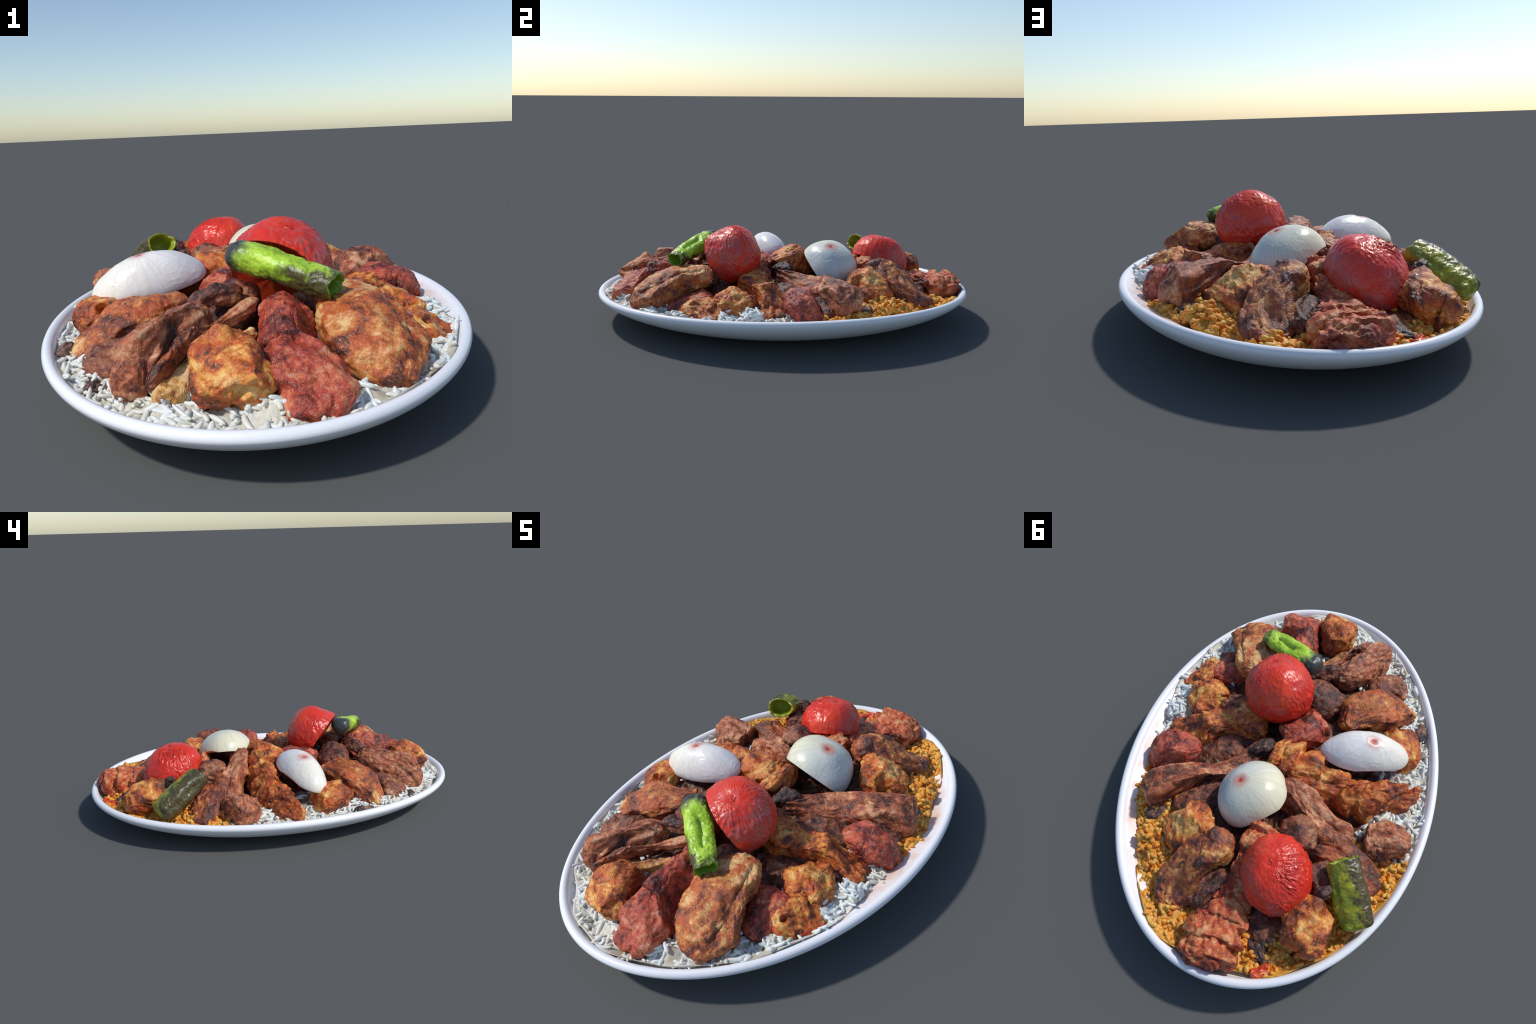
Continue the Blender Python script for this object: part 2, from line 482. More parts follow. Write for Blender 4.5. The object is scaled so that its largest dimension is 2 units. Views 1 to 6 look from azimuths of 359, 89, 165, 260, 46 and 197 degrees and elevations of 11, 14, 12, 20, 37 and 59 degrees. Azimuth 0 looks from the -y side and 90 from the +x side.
def build_plate():
    nv = 256
    t = np.linspace(0, 2 * np.pi, nv, endpoint=False)
    Z = rim_z(t)
    rows = []
    x0, y0 = rim_xy(t, 0.02, 0)
    rows.append((x0, y0, 0 * t))
    for rho in (0.2, 0.4, 0.47):
        x, y = rim_xy(t, rho, 0)
        rows.append((x, y, 0 * t))
    for q in np.linspace(0.03, 1, 22):
        rho = 0.494 + 0.506 * math.sin(q * math.pi / 2) ** 1.15
        z = 1 - math.cos(q * math.pi / 2) ** 1.3
        x, y = rim_xy(t, rho, 0)
        rows.append((x, y, z * Z))
    gentle = smooth(0.2, 0.9, np.cos(t))          # the +x side slopes in gently, the -x side steeply
    for d, dz, dg in ((0.001, 0.006, 0.006), (0.004, 0.012, 0.012), (0.010, 0.017, 0.017), (0.018, 0.019, 0.019), (0.026, 0.017, 0.017), (0.033, 0.011, 0.013),
                      (0.038, 0.003, 0.008), (0.043, -0.010, 0.003), (0.052, -0.028, -0.001), (0.07, -0.045, -0.008), (0.10, -0.060, -0.022), (0.14, -0.075, -0.045)):
        x, y = rim_xy(t, 1, d)
        rows.append((x, y, Z + dz * (1 - gentle) + dg * gentle))
    for rho, z in ((0.70, 0.055), (0.55, 0.045), (0.3, 0.042), (0.02, 0.042)):
        x, y = rim_xy(t, rho, 0)
        rows.append((x, y, z + 0 * t))
    V = np.concatenate([np.stack(r, 1) for r in rows])
    F = ring_faces(len(rows), nv)
    F = [tuple(reversed(f)) for f in F]
    me = new_mesh("plate", V, F, PORCELAIN)
    co = get_co(me)
    # slightly uneven hand-finished lip
    me.update()
    ob = add_obj("plate", me)
    import bmesh
    bm = bmesh.new()
    bm.from_mesh(me)
    bmesh.ops.recalc_face_normals(bm, faces=bm.faces)
    bm.to_mesh(me)
    bm.free()
    return tag(ob, "white oval porcelain platter with rounded raised rim", "plate")


# ------------------------------------------------------------------ rice bed
def split_line(x):
    return 0.20 - 0.16 * x + 0.03 * np.sin(9 * x)


def plate_rho(x, y):
    t = np.arctan2(y / 1.003, x / 0.697)
    return np.hypot(x / 0.697, y / 1.003) / fourier(RIM_R, t)


# loose heaps of rice and bulgur between the meat pieces: x, y, radius, height
CLUMPS = ((0.26, -0.83, 0.07, 0.05), (0.02, -0.89, 0.06, 0.035), (0.43, -0.66, 0.07, 0.05), (0.52, -0.50, 0.06, 0.045), (0.585, -0.17, 0.06, 0.05), (0.565, -0.30, 0.05, 0.03),
          (-0.20, -0.86, 0.07, 0.035), (-0.47, -0.55, 0.08, 0.03), (0.44, 0.50, 0.09, 0.05), (0.30, 0.82, 0.08, 0.04), (0.50, 0.30, 0.07, 0.03), (-0.16, 0.90, 0.07, 0.03))


def plate_floor(x, y):
    """height just above the inside of the plate"""
    r = plate_rho(x, y)
    t = np.arctan2(y / 1.003, x / 0.697)
    return 0.055 + (rim_z(t) - 0.048) * smooth(0.80, 0.99, r) ** 1.5 + 0.03 * smooth(0.2, 0.9, np.cos(t)) * smooth(0.75, 0.88, r) * smooth(0.99, 0.92, r)


def bed_height(x, y):
    r = plate_rho(x, y)
    t = np.arctan2(y / 1.003, x / 0.697)
    z = 0.190 - 0.080 * smooth(0.45, 0.95, r) - 0.09 * np.exp(-(((x + 0.33) / 0.14) ** 2 + ((y - 0.185) / 0.06) ** 2))
    z = z + 0.012 * smooth(0.3, 0.9, np.cos(t)) * smooth(0.6, 0.9, r)
    for cx, cy, cr, ch in CLUMPS:
        z = z + ch * np.exp(-(((x - cx) ** 2 + (y - cy) ** 2) / cr ** 2))
    p = np.stack([x, y, 0 * x], 1)
    e = smooth(0.96, 0.86, r)
    z = z + (plate_floor(x, y) + 0.008 - z) * smooth(0.86, 0.955, r)
    z = z + 0.022 * fbm(p * 9 + 3.1, 2) * e + 0.016 * ridged(p * 24 + 1.7, 2) * e + 0.004 * ridged(p * 55 + 5, 1) * smooth(0.99, 0.9, r)
    return z


def build_bed(name, mat, keep, edge, label, category):
    nr, nv = 90, 420
    t = np.linspace(0, 2 * np.pi, nv, endpoint=False)
    V = []
    for i in range(nr):
        rho = 0.03 + (1 - 0.03) * (i / (nr - 1))
        x, y = rim_xy(t, rho, 0.0)
        e = edge(t)
        x, y = x * e, y * e
        V.append(np.stack([x, y, bed_height(x, y)], 1))
    # skirt tucked down to the plate
    for k, dz in ((0.99, -0.02), (0.95, -0.05)):
        x, y = rim_xy(t, 1, 0)
        e = edge(t) * k
        V.append(np.stack([x * e, y * e, bed_height(x * e, y * e) + dz], 1))
    V = np.concatenate(V)
    V[:, 2] = np.maximum(V[:, 2], plate_floor(V[:, 0], V[:, 1]) - 0.004)
    F = [f for f in ring_faces(nr + 2, nv, True, False) if keep(V[list(f)].mean(0))]
    used = sorted({i for f in F for i in f})
    idx = {u: k for k, u in enumerate(used)}
    me = new_mesh(name, V[used], [tuple(idx[i] for i in f) for f in F], mat)
    ob = add_obj(name, me)
    return tag(ob, label, category)


def bed_edge(t):
    x, y = np.cos(t), np.sin(t)
    e = 0.950 + 0.010 * np.sin(7 * t) + 0.008 * np.sin(17 * t + 1)
    e = e - 0.060 * smooth(0.35, 0.9, x) * smooth(-0.45, 0.0, y) * smooth(0.95, 0.6, y)
    return e


def grain_unit(kind):
    nu, nv = (7, 6)
    V = []
    for i in range(nu):
        a = math.pi * (0.04 + 0.92 * i / (nu - 1))
        r = math.sin(a) ** (0.8 if kind == "rice" else 0.7)
        for j in range(nv):
            b = 2 * math.pi * j / nv
            V.append((r * math.cos(b), r * math.sin(b), -math.cos(a)))
    return np.array(V), ring_faces(nu, nv)


def scatter_grains(name, parent, mat, kind, count, inside, seed, size, up_jitter):
    rng = np.random.RandomState(seed)
    U, UF = grain_unit(kind)
    VV, FF, n = [], [], 0
    tries = 0
    while n < count and tries < count * 30:
        tries += 1
        x, y = rng.uniform(-0.69, 0.69), rng.uniform(-1, 1)
        t = math.atan2(y / 1.003, x / 0.697)
        r = plate_rho(np.array([x]), np.array([y]))[0]
        if r < 0.60 or r > bed_edge(np.array([t]))[0] - 0.012 or not inside(x, y):
            continue
        if r < 0.72 and rng.rand() < 0.6:
            continue
        z = bed_height(np.array([x]), np.array([y]))[0] + rng.uniform(-0.005, 0.007) * up_jitter
        L, W = size[0] * rng.uniform(0.7, 1.25), size[1] * rng.uniform(0.8, 1.25)
        d = unit(np.array([rng.normal(), rng.normal(), rng.normal() * 0.45]))
        a = unit(np.cross(d, (0.3, 0.5, 1)))
        c = np.cross(d, a)
        bend = U[:, 2] ** 2 * 0.25 * L
        P = np.outer(U[:, 0] * W, a) + np.outer(U[:, 1] * W * 0.8 + bend * rng.uniform(-1, 1), c) + np.outer(U[:, 2] * L, d)
        VV.append(P + (x, y, z))
        FF += [tuple(i + n * len(U) for i in f) for f in UF]
        n += 1
    me = new_mesh(name, np.concatenate(VV), FF, mat)
    ob = add_obj(name, me, parent)
    ob["kind"] = "stuff"
    return ob


# ------------------------------------------------------------------ meat lumps
def lump(name, mat, stations, up=(0, 0, 1), power=2.5, cap=(0.22, 0.22), cap_pow=2.4, seed=1, low=(0.006, 9), pinch=(0.0075, 16), pillow=(0.0, 20), fine=(0.0024, 62),
         grooves=(), ridges=None, facets=(10, 0.14), dents=(), top=True, nu=120, nv=110, parent=None, stretch=0.6, sink=0.008):
    """Lofted body. stations: (x, y, z, half_width, half_height[, roll degrees]); z is the top surface if `top`.
    grooves: (angle from up towards the right side in degrees, depth, spread degrees)
    ridges: (count, depth, slant, phase) transverse saw-tooth steps on the upper side
    facets: (count, depth) knife-flat cuts that make the body angular
    dents: (point, radius, depth) skewer holes, or horns if depth is negative"""
    S = np.array([list(s) + [0] * (6 - len(s)) for s in stations], float)
    s = 0.5 - 0.5 * np.cos(np.linspace(0, math.pi, nu))
    s = 0.5 * s + 0.5 * np.linspace(0, 1, nu)
    C = catmull(S, s)
    pos = C[:, :3].copy()
    w, h = C[:, 3], C[:, 4]
    T = np.gradient(pos, axis=0)
    seg = np.linalg.norm(np.diff(pos, axis=0), axis=1)
    run = np.concatenate([[0], np.cumsum(seg)])
    T /= np.linalg.norm(T, axis=1)[:, None]
    u0 = unit(up)
    R = np.cross(T, u0)
    R /= np.linalg.norm(R, axis=1)[:, None]
    N = np.cross(R, T)
    ro = np.radians(C[:, 5])[:, None]
    R, N = R * np.cos(ro) - N * np.sin(ro), N * np.cos(ro) + R * np.sin(ro)
    if top:
        pos = pos - N * (h * 1.03 - 0.003)[:, None]
    pos[:, 2] -= sink
    w, h = w * 1.23, h * 1.13
    # end rounding
    c0, c1 = cap
    k0 = np.clip(1 - s / c0, 0, 1) if c0 > 0 else 0 * s
    k1 = np.clip(1 - (1 - s) / c1, 0, 1) if c1 > 0 else 0 * s
    f = (1 - k0 ** cap_pow) ** (1 / cap_pow) * (1 - k1 ** cap_pow) ** (1 / cap_pow)
    f = np.maximum(f, 0.02)
    phi = np.linspace(0, 2 * math.pi, nv, endpoint=False)          # 0 = up
    ca, sa = np.cos(phi), np.sin(phi)
    power = power + 0.2
    rad = (np.abs(ca) ** power + np.abs(sa) ** power) ** (-1 / power)
    mult = np.ones((nu, nv))
    warp = perlin(np.stack([s * 3 + seed * 3.7, 0 * s + seed, 0 * s], 1))
    for ang, dep, spr in grooves:
        d = (np.degrees(phi)[None, :] - ang + 10 * warp[:, None] + 180) % 360 - 180
        mult = mult - dep * np.exp(-(d / spr) ** 2) * (smooth(0.05, 0.25, s) * smooth(1.0, 0.8, s))[:, None]
    if ridges:
        cnt, dep, slant, ph = ridges
        x = s[:, None] * cnt + ph + slant * sa[None, :] + 0.28 * warp[:, None] + 0.12 * np.sin(3 * phi + seed)[None, :]
        saw = x - np.floor(x)
        prof = smooth(0.0, 0.72, saw) * (1 - smooth(0.86, 1.0, saw))
        amp = 0.6 + 0.8 * (perlin(np.stack([np.floor(x).ravel() * 1.7 + seed, np.repeat(0.37, x.size), np.tile(phi * 0.4, nu)], 1)).reshape(x.shape) + 0.5)
        mult = mult + dep * amp * (prof - 0.6) * (0.35 + 0.65 * smooth(-0.5, 0.6, ca))[None, :]
    gx = (rad * sa)[None, :] * (w * f)[:, None] * mult
    gz = (rad * ca)[None, :] * (h * f)[:, None] * mult
    V = (pos[:, None, :] + gx[..., None] * R[:, None, :] + gz[..., None] * N[:, None, :]).reshape(-1, 3)
    # angular facets
    rg = np.random.RandomState(seed * 7 + 1)
    cnt, dep = facets
    mid_i = nu // 2
    ctr = pos[mid_i]
    for _ in range(cnt):
        i = rg.randint(int(nu * 0.08), int(nu * 0.92))
        a = rg.uniform(-2.0, 2.0)
        n = unit(N[i] * math.cos(a) + R[i] * math.sin(a) + T[i] * rg.normal() * 0.45)
        pr = (V - pos[i]) @ n
        lim = pr[i * nv:(i + 1) * nv].max()
        d = lim * (1 - dep * rg.uniform(0.35, 1.0))
        near = np.exp(-((np.repeat(run, nv) - run[i]) / (run[-1] * 0.33)) ** 2)
        ex = np.clip(pr - d, 0, None) * near
        V = V - np.outer(ex * 0.96, n)
    me = new_mesh(name, V, [tuple(reversed(q)) for q in ring_faces(nu, nv)], mat)
    import bmesh
    bm = bmesh.new()
    bm.from_mesh(me)
    bmesh.ops.recalc_face_normals(bm, faces=bm.faces)
    bm.to_mesh(me)
    bm.free()
    co, no = get_co(me), get_no(me)
    o = np.array([seed * 1.37, seed * 2.11, seed * 0.73])
    L = np.stack([np.repeat(run, nv) * stretch, gx.ravel(), gz.ravel()], 1) + o
    wq = 0.5 * np.stack([perlin(L * 12), perlin(L * 12 + 31), perlin(L * 12 + 57)], 1)
    d = low[0] * fbm(L * low[1], 2) + fine[0] * (fbm(L * fine[1] + o * 3, 2) + 0.8 * ridged(L * fine[1] * 0.55 + wq, 1))
    r = ridged(L * pinch[1] + wq, 2)
    d = d + pinch[0] * (r - 0.45)
    cr = np.clip(1 - np.abs(perlin(L * 26 + wq * 1.5 + 3)) * 7, 0, 1) ** 1.5
    d = d - 0.0045 * cr
    if pillow[0]:
        d = d + pillow[0] * (np.abs(perlin(L * pillow[1] + wq)) * 3 - 0.7)
    d = d - 0.5 * max(d.mean(), 0)
    co = co + no * d[:, None]
    for p, rr, dp in dents:
        k = np.argmin(np.linalg.norm(co - np.array(p), axis=1))
        dd = np.linalg.norm(co - co[k], axis=1)
        co = co - np.outer(dp * np.exp(-(dd / rr) ** 4 if dp > 0 else -(dd / rr) ** 2), no[k])
    co[:, 2] = np.maximum(co[:, 2], plate_floor(co[:, 0], co[:, 1]))
    set_co(me, co)
    return add_obj(name, me, parent, origin=tuple(ctr))


# ------------------------------------------------------------------ domes (tomato, onion halves)
def dome(empty_name, parts, center, axis, along, radii, bulge, skin_mat, cut_mat, scar_mat, scar_dir, seed, wrinkle, cut_depth, label, category,
         under=0.12, scar_size=0.016, profile=2.0, slices=(), outline=2.0):
    """Half vegetable: outer skin from apex past its widest ring, a recessed cut face and a scar."""
    A = unit(axis)
    X = unit(np.array(along) - A * np.dot(along, A))
    Y = np.cross(A, X)
    c = np.array(center, float)
    e = tag(add_empty(empty_name, tuple(c)), label, category)
    nu, nv = 110, 180
    ph = np.linspace(0, 2 * math.pi, nv, endpoint=False)
    sq = (np.abs(np.cos(ph)) ** outline + np.abs(np.sin(ph)) ** outline) ** (-1 / outline)
    rows = []
    th_max = math.pi / 2 + under
    for i in range(nu):
        th = 0.01 + (th_max - 0.01) * i / (nu - 1)
        st, ct = math.sin(th) ** (2 / profile), math.cos(th)
        ct = math.copysign(abs(ct) ** (2 / profile), ct)
        rr = st * (1 + (sq - 1) * min(1.0, st))
        rows.append((rr * radii[0] * np.cos(ph))[:, None] * X + (rr * radii[1] * np.sin(ph))[:, None] * Y + ct * radii[2] * A)
    V = np.concatenate(rows)
    me = new_mesh(parts[0], V, ring_faces(nu, nv, True, False), skin_mat)
    co, no = get_co(me), get_no(me)
    if np.dot(no[0], A) < 0:
        no = -no
        me.flip_normals()
    lowamp, lowf, wramp, wrf, aniso = wrinkle
    q = co + seed
    stretch = co + aniso * np.outer(co @ A, A)
    d = lowamp * fbm(q * lowf, 2)
    warp = 0.35 * np.stack([fbm(q * 11, 2), fbm(q * 11 + 31, 2), fbm(q * 11 + 57, 2)], 1)
    wr = np.clip(1 - np.abs(perlin(stretch * wrf + warp * 1.6 + seed)) * 4.0, 0, 1) ** 1.5
    mask = smooth(-0.15, 0.35, fbm(q * 6 + 40, 2))
    if aniso:
        sx = unit(scar_dir)
        b1 = unit(np.cross(sx, (0.3, 0.8, 0.2)))
        az = np.arctan2(co @ np.cross(sx, b1), co @ b1)
        dn = np.arccos(np.clip((co @ sx) / np.linalg.norm(co, axis=1), -1, 1))
        mer = np.stack([np.cos(az) * 4.5, np.sin(az) * 4.5, dn * 2.0], 1) + warp * 1.2
        wr = np.clip(1 - np.abs(perlin(mer * 1.5 + seed)) * 3.4, 0, 1) ** 1.5 * smooth(0.12, 0.5, dn)
        wr = wr + 0.5 * np.clip(1 - np.abs(perlin(mer * 3.3 + seed)) * 3.0, 0, 1) * smooth(0.2, 0.6, dn)
    d = d + wramp * wr * (0.25 + 0.75 * mask) + wramp * 0.35 * fbm(stretch * wrf * 2.2 + 5, 2)
    sd = unit(scar_dir)
    sp = None
    # dent round the scar
    k = np.argmax(co @ sd / np.linalg.norm(co, axis=1))
    dist = np.linalg.norm(co - co[k], axis=1)
    d = d - 0.007 * np.exp(-(dist / (scar_size * 1.5)) ** 2)
    newco = co + no * d[:, None]
    sliced = np.zeros(len(newco), bool)
    for p, sn in slices:                       # further knife cuts: flatten what lies beyond the plane
        sn = unit(sn)
        ex = np.clip((newco + c - np.array(p)) @ sn, 0, None)
        newco = newco - np.outer(ex * 0.985, sn)
        sliced |= ex > 0.002
    set_co(me, newco)
    if sliced.any():
        me.materials.append(cut_mat)
        for pl in me.polygons:
            if all(sliced[v] for v in pl.vertices):
                pl.material_index = 1
    scar_at, scar_n = newco[k], no[k]
    rim = newco[-nv:]
    skin = add_obj(parts[0], me, None)
    skin.parent = e
    # thick rolled edge and recessed cut face
    rc = rim.mean(0)
    rws = []
    for kf, dz in ((1.0, 0.0), (0.985, -0.002), (0.955, 0.003), (0.92, cut_depth * 0.5), (0.80, cut_depth * 0.9), (0.55, cut_depth), (0.28, cut_depth * 0.85), (0.02, cut_depth * 0.8)):
        P = rc + (rim - rc) * kf + A * dz
        P = P + A * (0.006 * fbm(P * 30 + seed, 2) * (1 - kf))[:, None]
        rws.append(P)
    cm = new_mesh(parts[1], np.concatenate(rws), ring_faces(len(rws), nv, False, True), cut_mat)
    cut = add_obj(parts[1], cm)
    cut.parent = e
    # scar: small puckered button
    n = unit(scar_n)
    a = unit(np.cross(n, (0.31, 0.2, 0.9)))
    b2 = np.cross(n, a)
    rg = np.random.RandomState(seed)
    rws = []
    m = 18
    an = np.linspace(0, 2 * math.pi, m, endpoint=False)
    star = 1 + 0.22 * np.sin(5 * an + seed) + 0.1 * rg.normal(size=m)
    for kf, dz in ((1.0, -0.004), (0.85, 0.0015), (0.5, 0.003), (0.25, 0.0005), (0.02, -0.002)):
        rws.append(scar_at + scar_size * kf * (np.outer(np.cos(an) * star, a) + np.outer(np.sin(an) * star, b2)) + n * dz)
    sm = new_mesh(parts[2], np.concatenate(rws), ring_faces(len(rws), m, False, True), scar_mat)
    so = add_obj(parts[2], sm)
    so.parent = e
    return e


# ------------------------------------------------------------------ peppers
def pepper(center_line, radii, mat, inner_mat, seed, crease, label, open_end=True, squash=0.85, up=(0, 0, 1)):
    S = np.array([list(c) + [r] for c, r in zip(center_line, radii)], float)
    nu, nv = 110, 90
    s = np.linspace(0, 1, nu)
    C = catmull(S, s)
    pos, r = C[:, :3], C[:, 3].copy()
    T = np.gradient(pos, axis=0)
    T /= np.linalg.norm(T, axis=1)[:, None]
    R = np.cross(T, unit(up))
    R /= np.linalg.norm(R, axis=1)[:, None]
    N = np.cross(R, T)
    k1 = np.clip(1 - (1 - s) / 0.10, 0, 1)          # far end closes over
    f = (1 - k1 ** 2.2) ** (1 / 2.2)
    f = np.maximum(f, 0.02)
    phi = np.linspace(0, 2 * math.pi, nv, endpoint=False)
    mult = np.ones((nu, nv))
    warp = perlin(np.stack([s * 3 + seed, 0 * s, 0 * s], 1))
    for ang, dep, spr, a0, a1 in crease:
        d = (np.degrees(phi)[None, :] - ang + 14 * warp[:, None] + 180) % 360 - 180
        mult = mult - dep * np.exp(-(d / spr) ** 2) * (smooth(a0, a0 + 0.12, s) * smooth(a1 + 0.1, a1 - 0.05, s))[:, None]
    mult *= 1 + 0.05 * np.cos(3 * phi + seed)[None, :]
    o = center_line[len(center_line) // 2]
    e = tag(add_empty("grilled_green_pepper", tuple(o)), label, "pepper")

    def grid(scale, ss):
        gx = np.sin(phi)[None, :] * (r * f * scale)[:, None] * mult
        gz = np.cos(phi)[None, :] * (r * f * scale * squash)[:, None] * mult
        return pos[:, None, :] + gx[..., None] * R[:, None, :] + gz[..., None] * N[:, None, :]
    G = grid(np.ones(nu), s)
    # ragged cut end
    rag = 0.010 * perlin(np.stack([np.cos(phi) * 2 + seed, np.sin(phi) * 2, 0 * phi], 1))
    G[:6] += (rag[None, :, None] * np.linspace(1, 0.2, 6)[:, None, None]) * T[0]
    V = G.reshape(-1, 3) - np.array(o)
    me = new_mesh("skin", V, ring_faces(nu, nv, False, True), mat)
    no, co = get_no(me), get_co(me)
    ctr = np.repeat(pos, nv, 0) - np.array(o)
    if ((co - ctr) * no).sum() < 0:
        me.flip_normals()
        no = -no
    d = 0.005 * fbm(co * 22 + seed, 2) + 0.0022 * ridged((co + 0.0 * no) * 60 + seed, 2)
    co = co + no * d[:, None]
    set_co(me, co)
    skin = add_obj("skin", me)
    skin.parent = e
    # inner hollow seen through the cut end
    rim = co[:nv]
    rc = rim.mean(0)
    rws = [rim, rc + (rim - rc) * 0.93 - 0.003 * T[0], rc + (rim - rc) * 0.82 + 0.004 * T[0], rc + (rim - rc) * 0.76 + 0.03 * T[0], rc + (rim - rc) * 0.62 + 0.06 * T[0], rc + (rim - rc) * 0.05 + 0.075 * T[0]]
    im = new_mesh("inner_wall", np.concatenate(rws), ring_faces(len(rws), nv, False, True), inner_mat)
    io = add_obj("inner_wall", im)
    io.parent = e
    return e


# ================================================================== ASSEMBLY
build_plate()
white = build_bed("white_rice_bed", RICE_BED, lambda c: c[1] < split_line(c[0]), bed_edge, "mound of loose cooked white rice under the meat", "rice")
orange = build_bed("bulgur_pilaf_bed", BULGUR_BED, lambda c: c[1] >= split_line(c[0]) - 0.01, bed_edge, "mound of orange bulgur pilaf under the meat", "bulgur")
scatter_grains("rice_grains", white, RICE, "rice", 1500, lambda x, y: y < split_line(x) - 0.01, 3, (0.027, 0.0085), 0.9)
scatter_grains("bulgur_grains", orange, BULGUR, "bulgur", 1500, lambda x, y: y > split_line(x) + 0.0, 5, (0.0165, 0.0100), 1.2)

# ---- tomatoes
dome("grilled_tomato_half", ("skin", "flesh", "stem_scar"), (0.078, -0.283, 0.345), (0.42, 0.72, 0.50), (1, -0.5, 0.0), (0.155, 0.150, 0.162), 0,
     tomato_material("blistered_tomato_skin", (0.7, -0.2, 0.2)), TOMATO_FLESH, TOMATO_SCAR, (0.035, -0.04, 0.15), 11, (0.007, 8, 0.0050, 27, -0.62), 0.010,
     "grilled red tomato half with wrinkled blistered skin", "tomato", under=0.18, scar_size=0.016, profile=2.15)
dome("grilled_tomato_half", ("skin", "flesh", "stem_scar"), (-0.135, 0.555, 0.270), (-0.28, 0.42, 0.86), (1, 0.4, 0.0), (0.140, 0.160, 0.128), 0,
     tomato_material("blistered_tomato_skin", (0.7, 0.3, -0.4)), TOMATO_FLESH, TOMATO_SCAR, (0.02, 0.01, 0.13), 23, (0.007, 8, 0.0050, 30, -0.45), 0.010,
     "grilled red tomato half with wrinkled blistered skin", "tomato", under=0.22, scar_size=0.014, profile=2.3)
# ---- onions
dome("grilled_onion_half", ("outer_layer", "cut_face", "root_scar"), (-0.350, -0.080, 0.275), (-0.10, -0.22, 0.95), (0.371, 0.094, 0.076), (0.196, 0.102, 0.108), 0,
     onion_material("pearly_onion_layer", (-0.03, -0.01, 0.09), (0.76, 0.76, 0.77), (0.84, 0.80, 0.71), (-1, 0.2, 0), (0.70, 0.62, 0.58)), ONION_CUT, ONION_SCAR,
     (-0.025, -0.01, 0.09), 31, (0.004, 7, 0.0008, 30, 0), 0.012, "grilled white onion half with pink root scar", "onion", under=0.10, scar_size=0.010, profile=1.75, slices=[((-0.343, 0.000, 0.25), (-0.25, 0.85, -0.45))])
dome("grilled_onion_half", ("outer_layer", "cut_face", "root_scar"), (0.058, 0.245, 0.283), (0.42, -0.02, 0.86), (0.85, 0.42, -0.35), (0.152, 0.145, 0.128), 0,
     onion_material("pearly_onion_layer", (0.045, 0.005, 0.12), (0.60, 0.65, 0.66), (0.74, 0.71, 0.52), (-1, 0.1, 0.2), (0.50, 0.48, 0.34)), ONION_CUT, ONION_SCAR,
     (0.045, 0.005, 0.12), 37, (0.004, 7, 0.0008, 30, 0), 0.012, "grilled white onion half with pink root scar", "onion", under=0.12, scar_size=0.011, profile=1.95, outline=2.4, slices=[((-0.115, 0.215, 0.285), (-0.62, 0.55, -0.55)), ((-0.105, 0.195, 0.285), (-0.10, -0.75, -0.65))])
# ---- peppers
pepper([(0.213, -0.556, 0.352), (0.14, -0.51, 0.375), (0.04, -0.44, 0.402), (-0.065, -0.372, 0.420)], [0.044, 0.050, 0.052, 0.050],
       pepper_material("bright_green_pepper_skin", (0.55, 0.78, 0.10), (0.36, 0.58, 0.03), (0.20, 0.36, 0.02), (-0.83, 0.52, 0.2), 0.035, 0.10, 0.66, (0, -0.25, -0.97), 0.022),
       simple_material("pepper_inner_wall", [(0.3, (0.12, 0.26, 0.01)), (0.7, (0.25, 0.42, 0.03))], 20, 0.3), 3,
       [(8, 0.42, 20, 0.22, 0.62)], "charred bright green grilled pepper with open end")
pepper([(-0.372, 0.448, 0.322), (-0.415, 0.515, 0.286), (-0.458, 0.592, 0.235), (-0.500, 0.658, 0.198)], [0.062, 0.072, 0.074, 0.062],
       pepper_material("dark_green_pepper_skin", (0.46, 0.44, 0.02), (0.26, 0.28, 0.018), (0.09, 0.15, 0.015), (-0.5, 0.75, -0.4), 0.16, 0.20, 0.68, (-0.8, -0.45, 0.2), -0.004),
       simple_material("pepper_inner_wall_yellow", [(0.3, (0.16, 0.22, 0.01)), (0.7, (0.36, 0.40, 0.03))], 20, 0.3), 8,
       [(60, 0.16, 16, 0.2, 0.8), (-75, 0.14, 20, 0.1, 0.9)], "dark charred green grilled pepper segment", squash=0.72)

# ---- front pieces
tag(lump("grilled_chicken_wing", WING, [(0.262, -0.355, 0.335, 0.055, 0.055), (0.272, -0.47, 0.350, 0.088, 0.065), (0.312, -0.63, 0.303, 0.115, 0.065), (0.350, -0.785, 0.198, 0.072, 0.055)],
         grooves=[(-38, 0.30, 13), (40, 0.08, 20)], seed=1, facets=(10, 0.10)), "grilled chicken wing with browned crisp skin", "chicken")
tag(lump("red_lamb_kebab", RED_KEBAB, [(0.060, -0.45, 0.332, 0.062, 0.06), (0.078, -0.58, 0.336, 0.074, 0.075), (0.110, -0.74, 0.280, 0.083, 0.080), (0.158, -0.912, 0.180, 0.080, 0.060)],
         ridges=(4.0, 0.26, 0.55, 0.2), seed=2, power=2.8, cap=(0.2, 0.10), facets=(11, 0.12)), "long red grilled lamb kebab in soft folds", "kebab")
tag(lump("chicken_cube", CHICKEN, [(-0.068, -0.905, 0.235, 0.078, 0.070), (-0.065, -0.82, 0.298, 0.088, 0.10), (-0.05, -0.72, 0.298, 0.074, 0.09), (-0.035, -0.63, 0.245, 0.055, 0.07)],
         seed=3, power=3.2, cap=(0.12, 0.3), facets=(14, 0.16), dents=[((-0.085, -0.755, 0.30), 0.03, -0.028), ((-0.03, -0.91, 0.19), 0.018, 0.02)]), "chunky orange grilled chicken cube", "chicken")
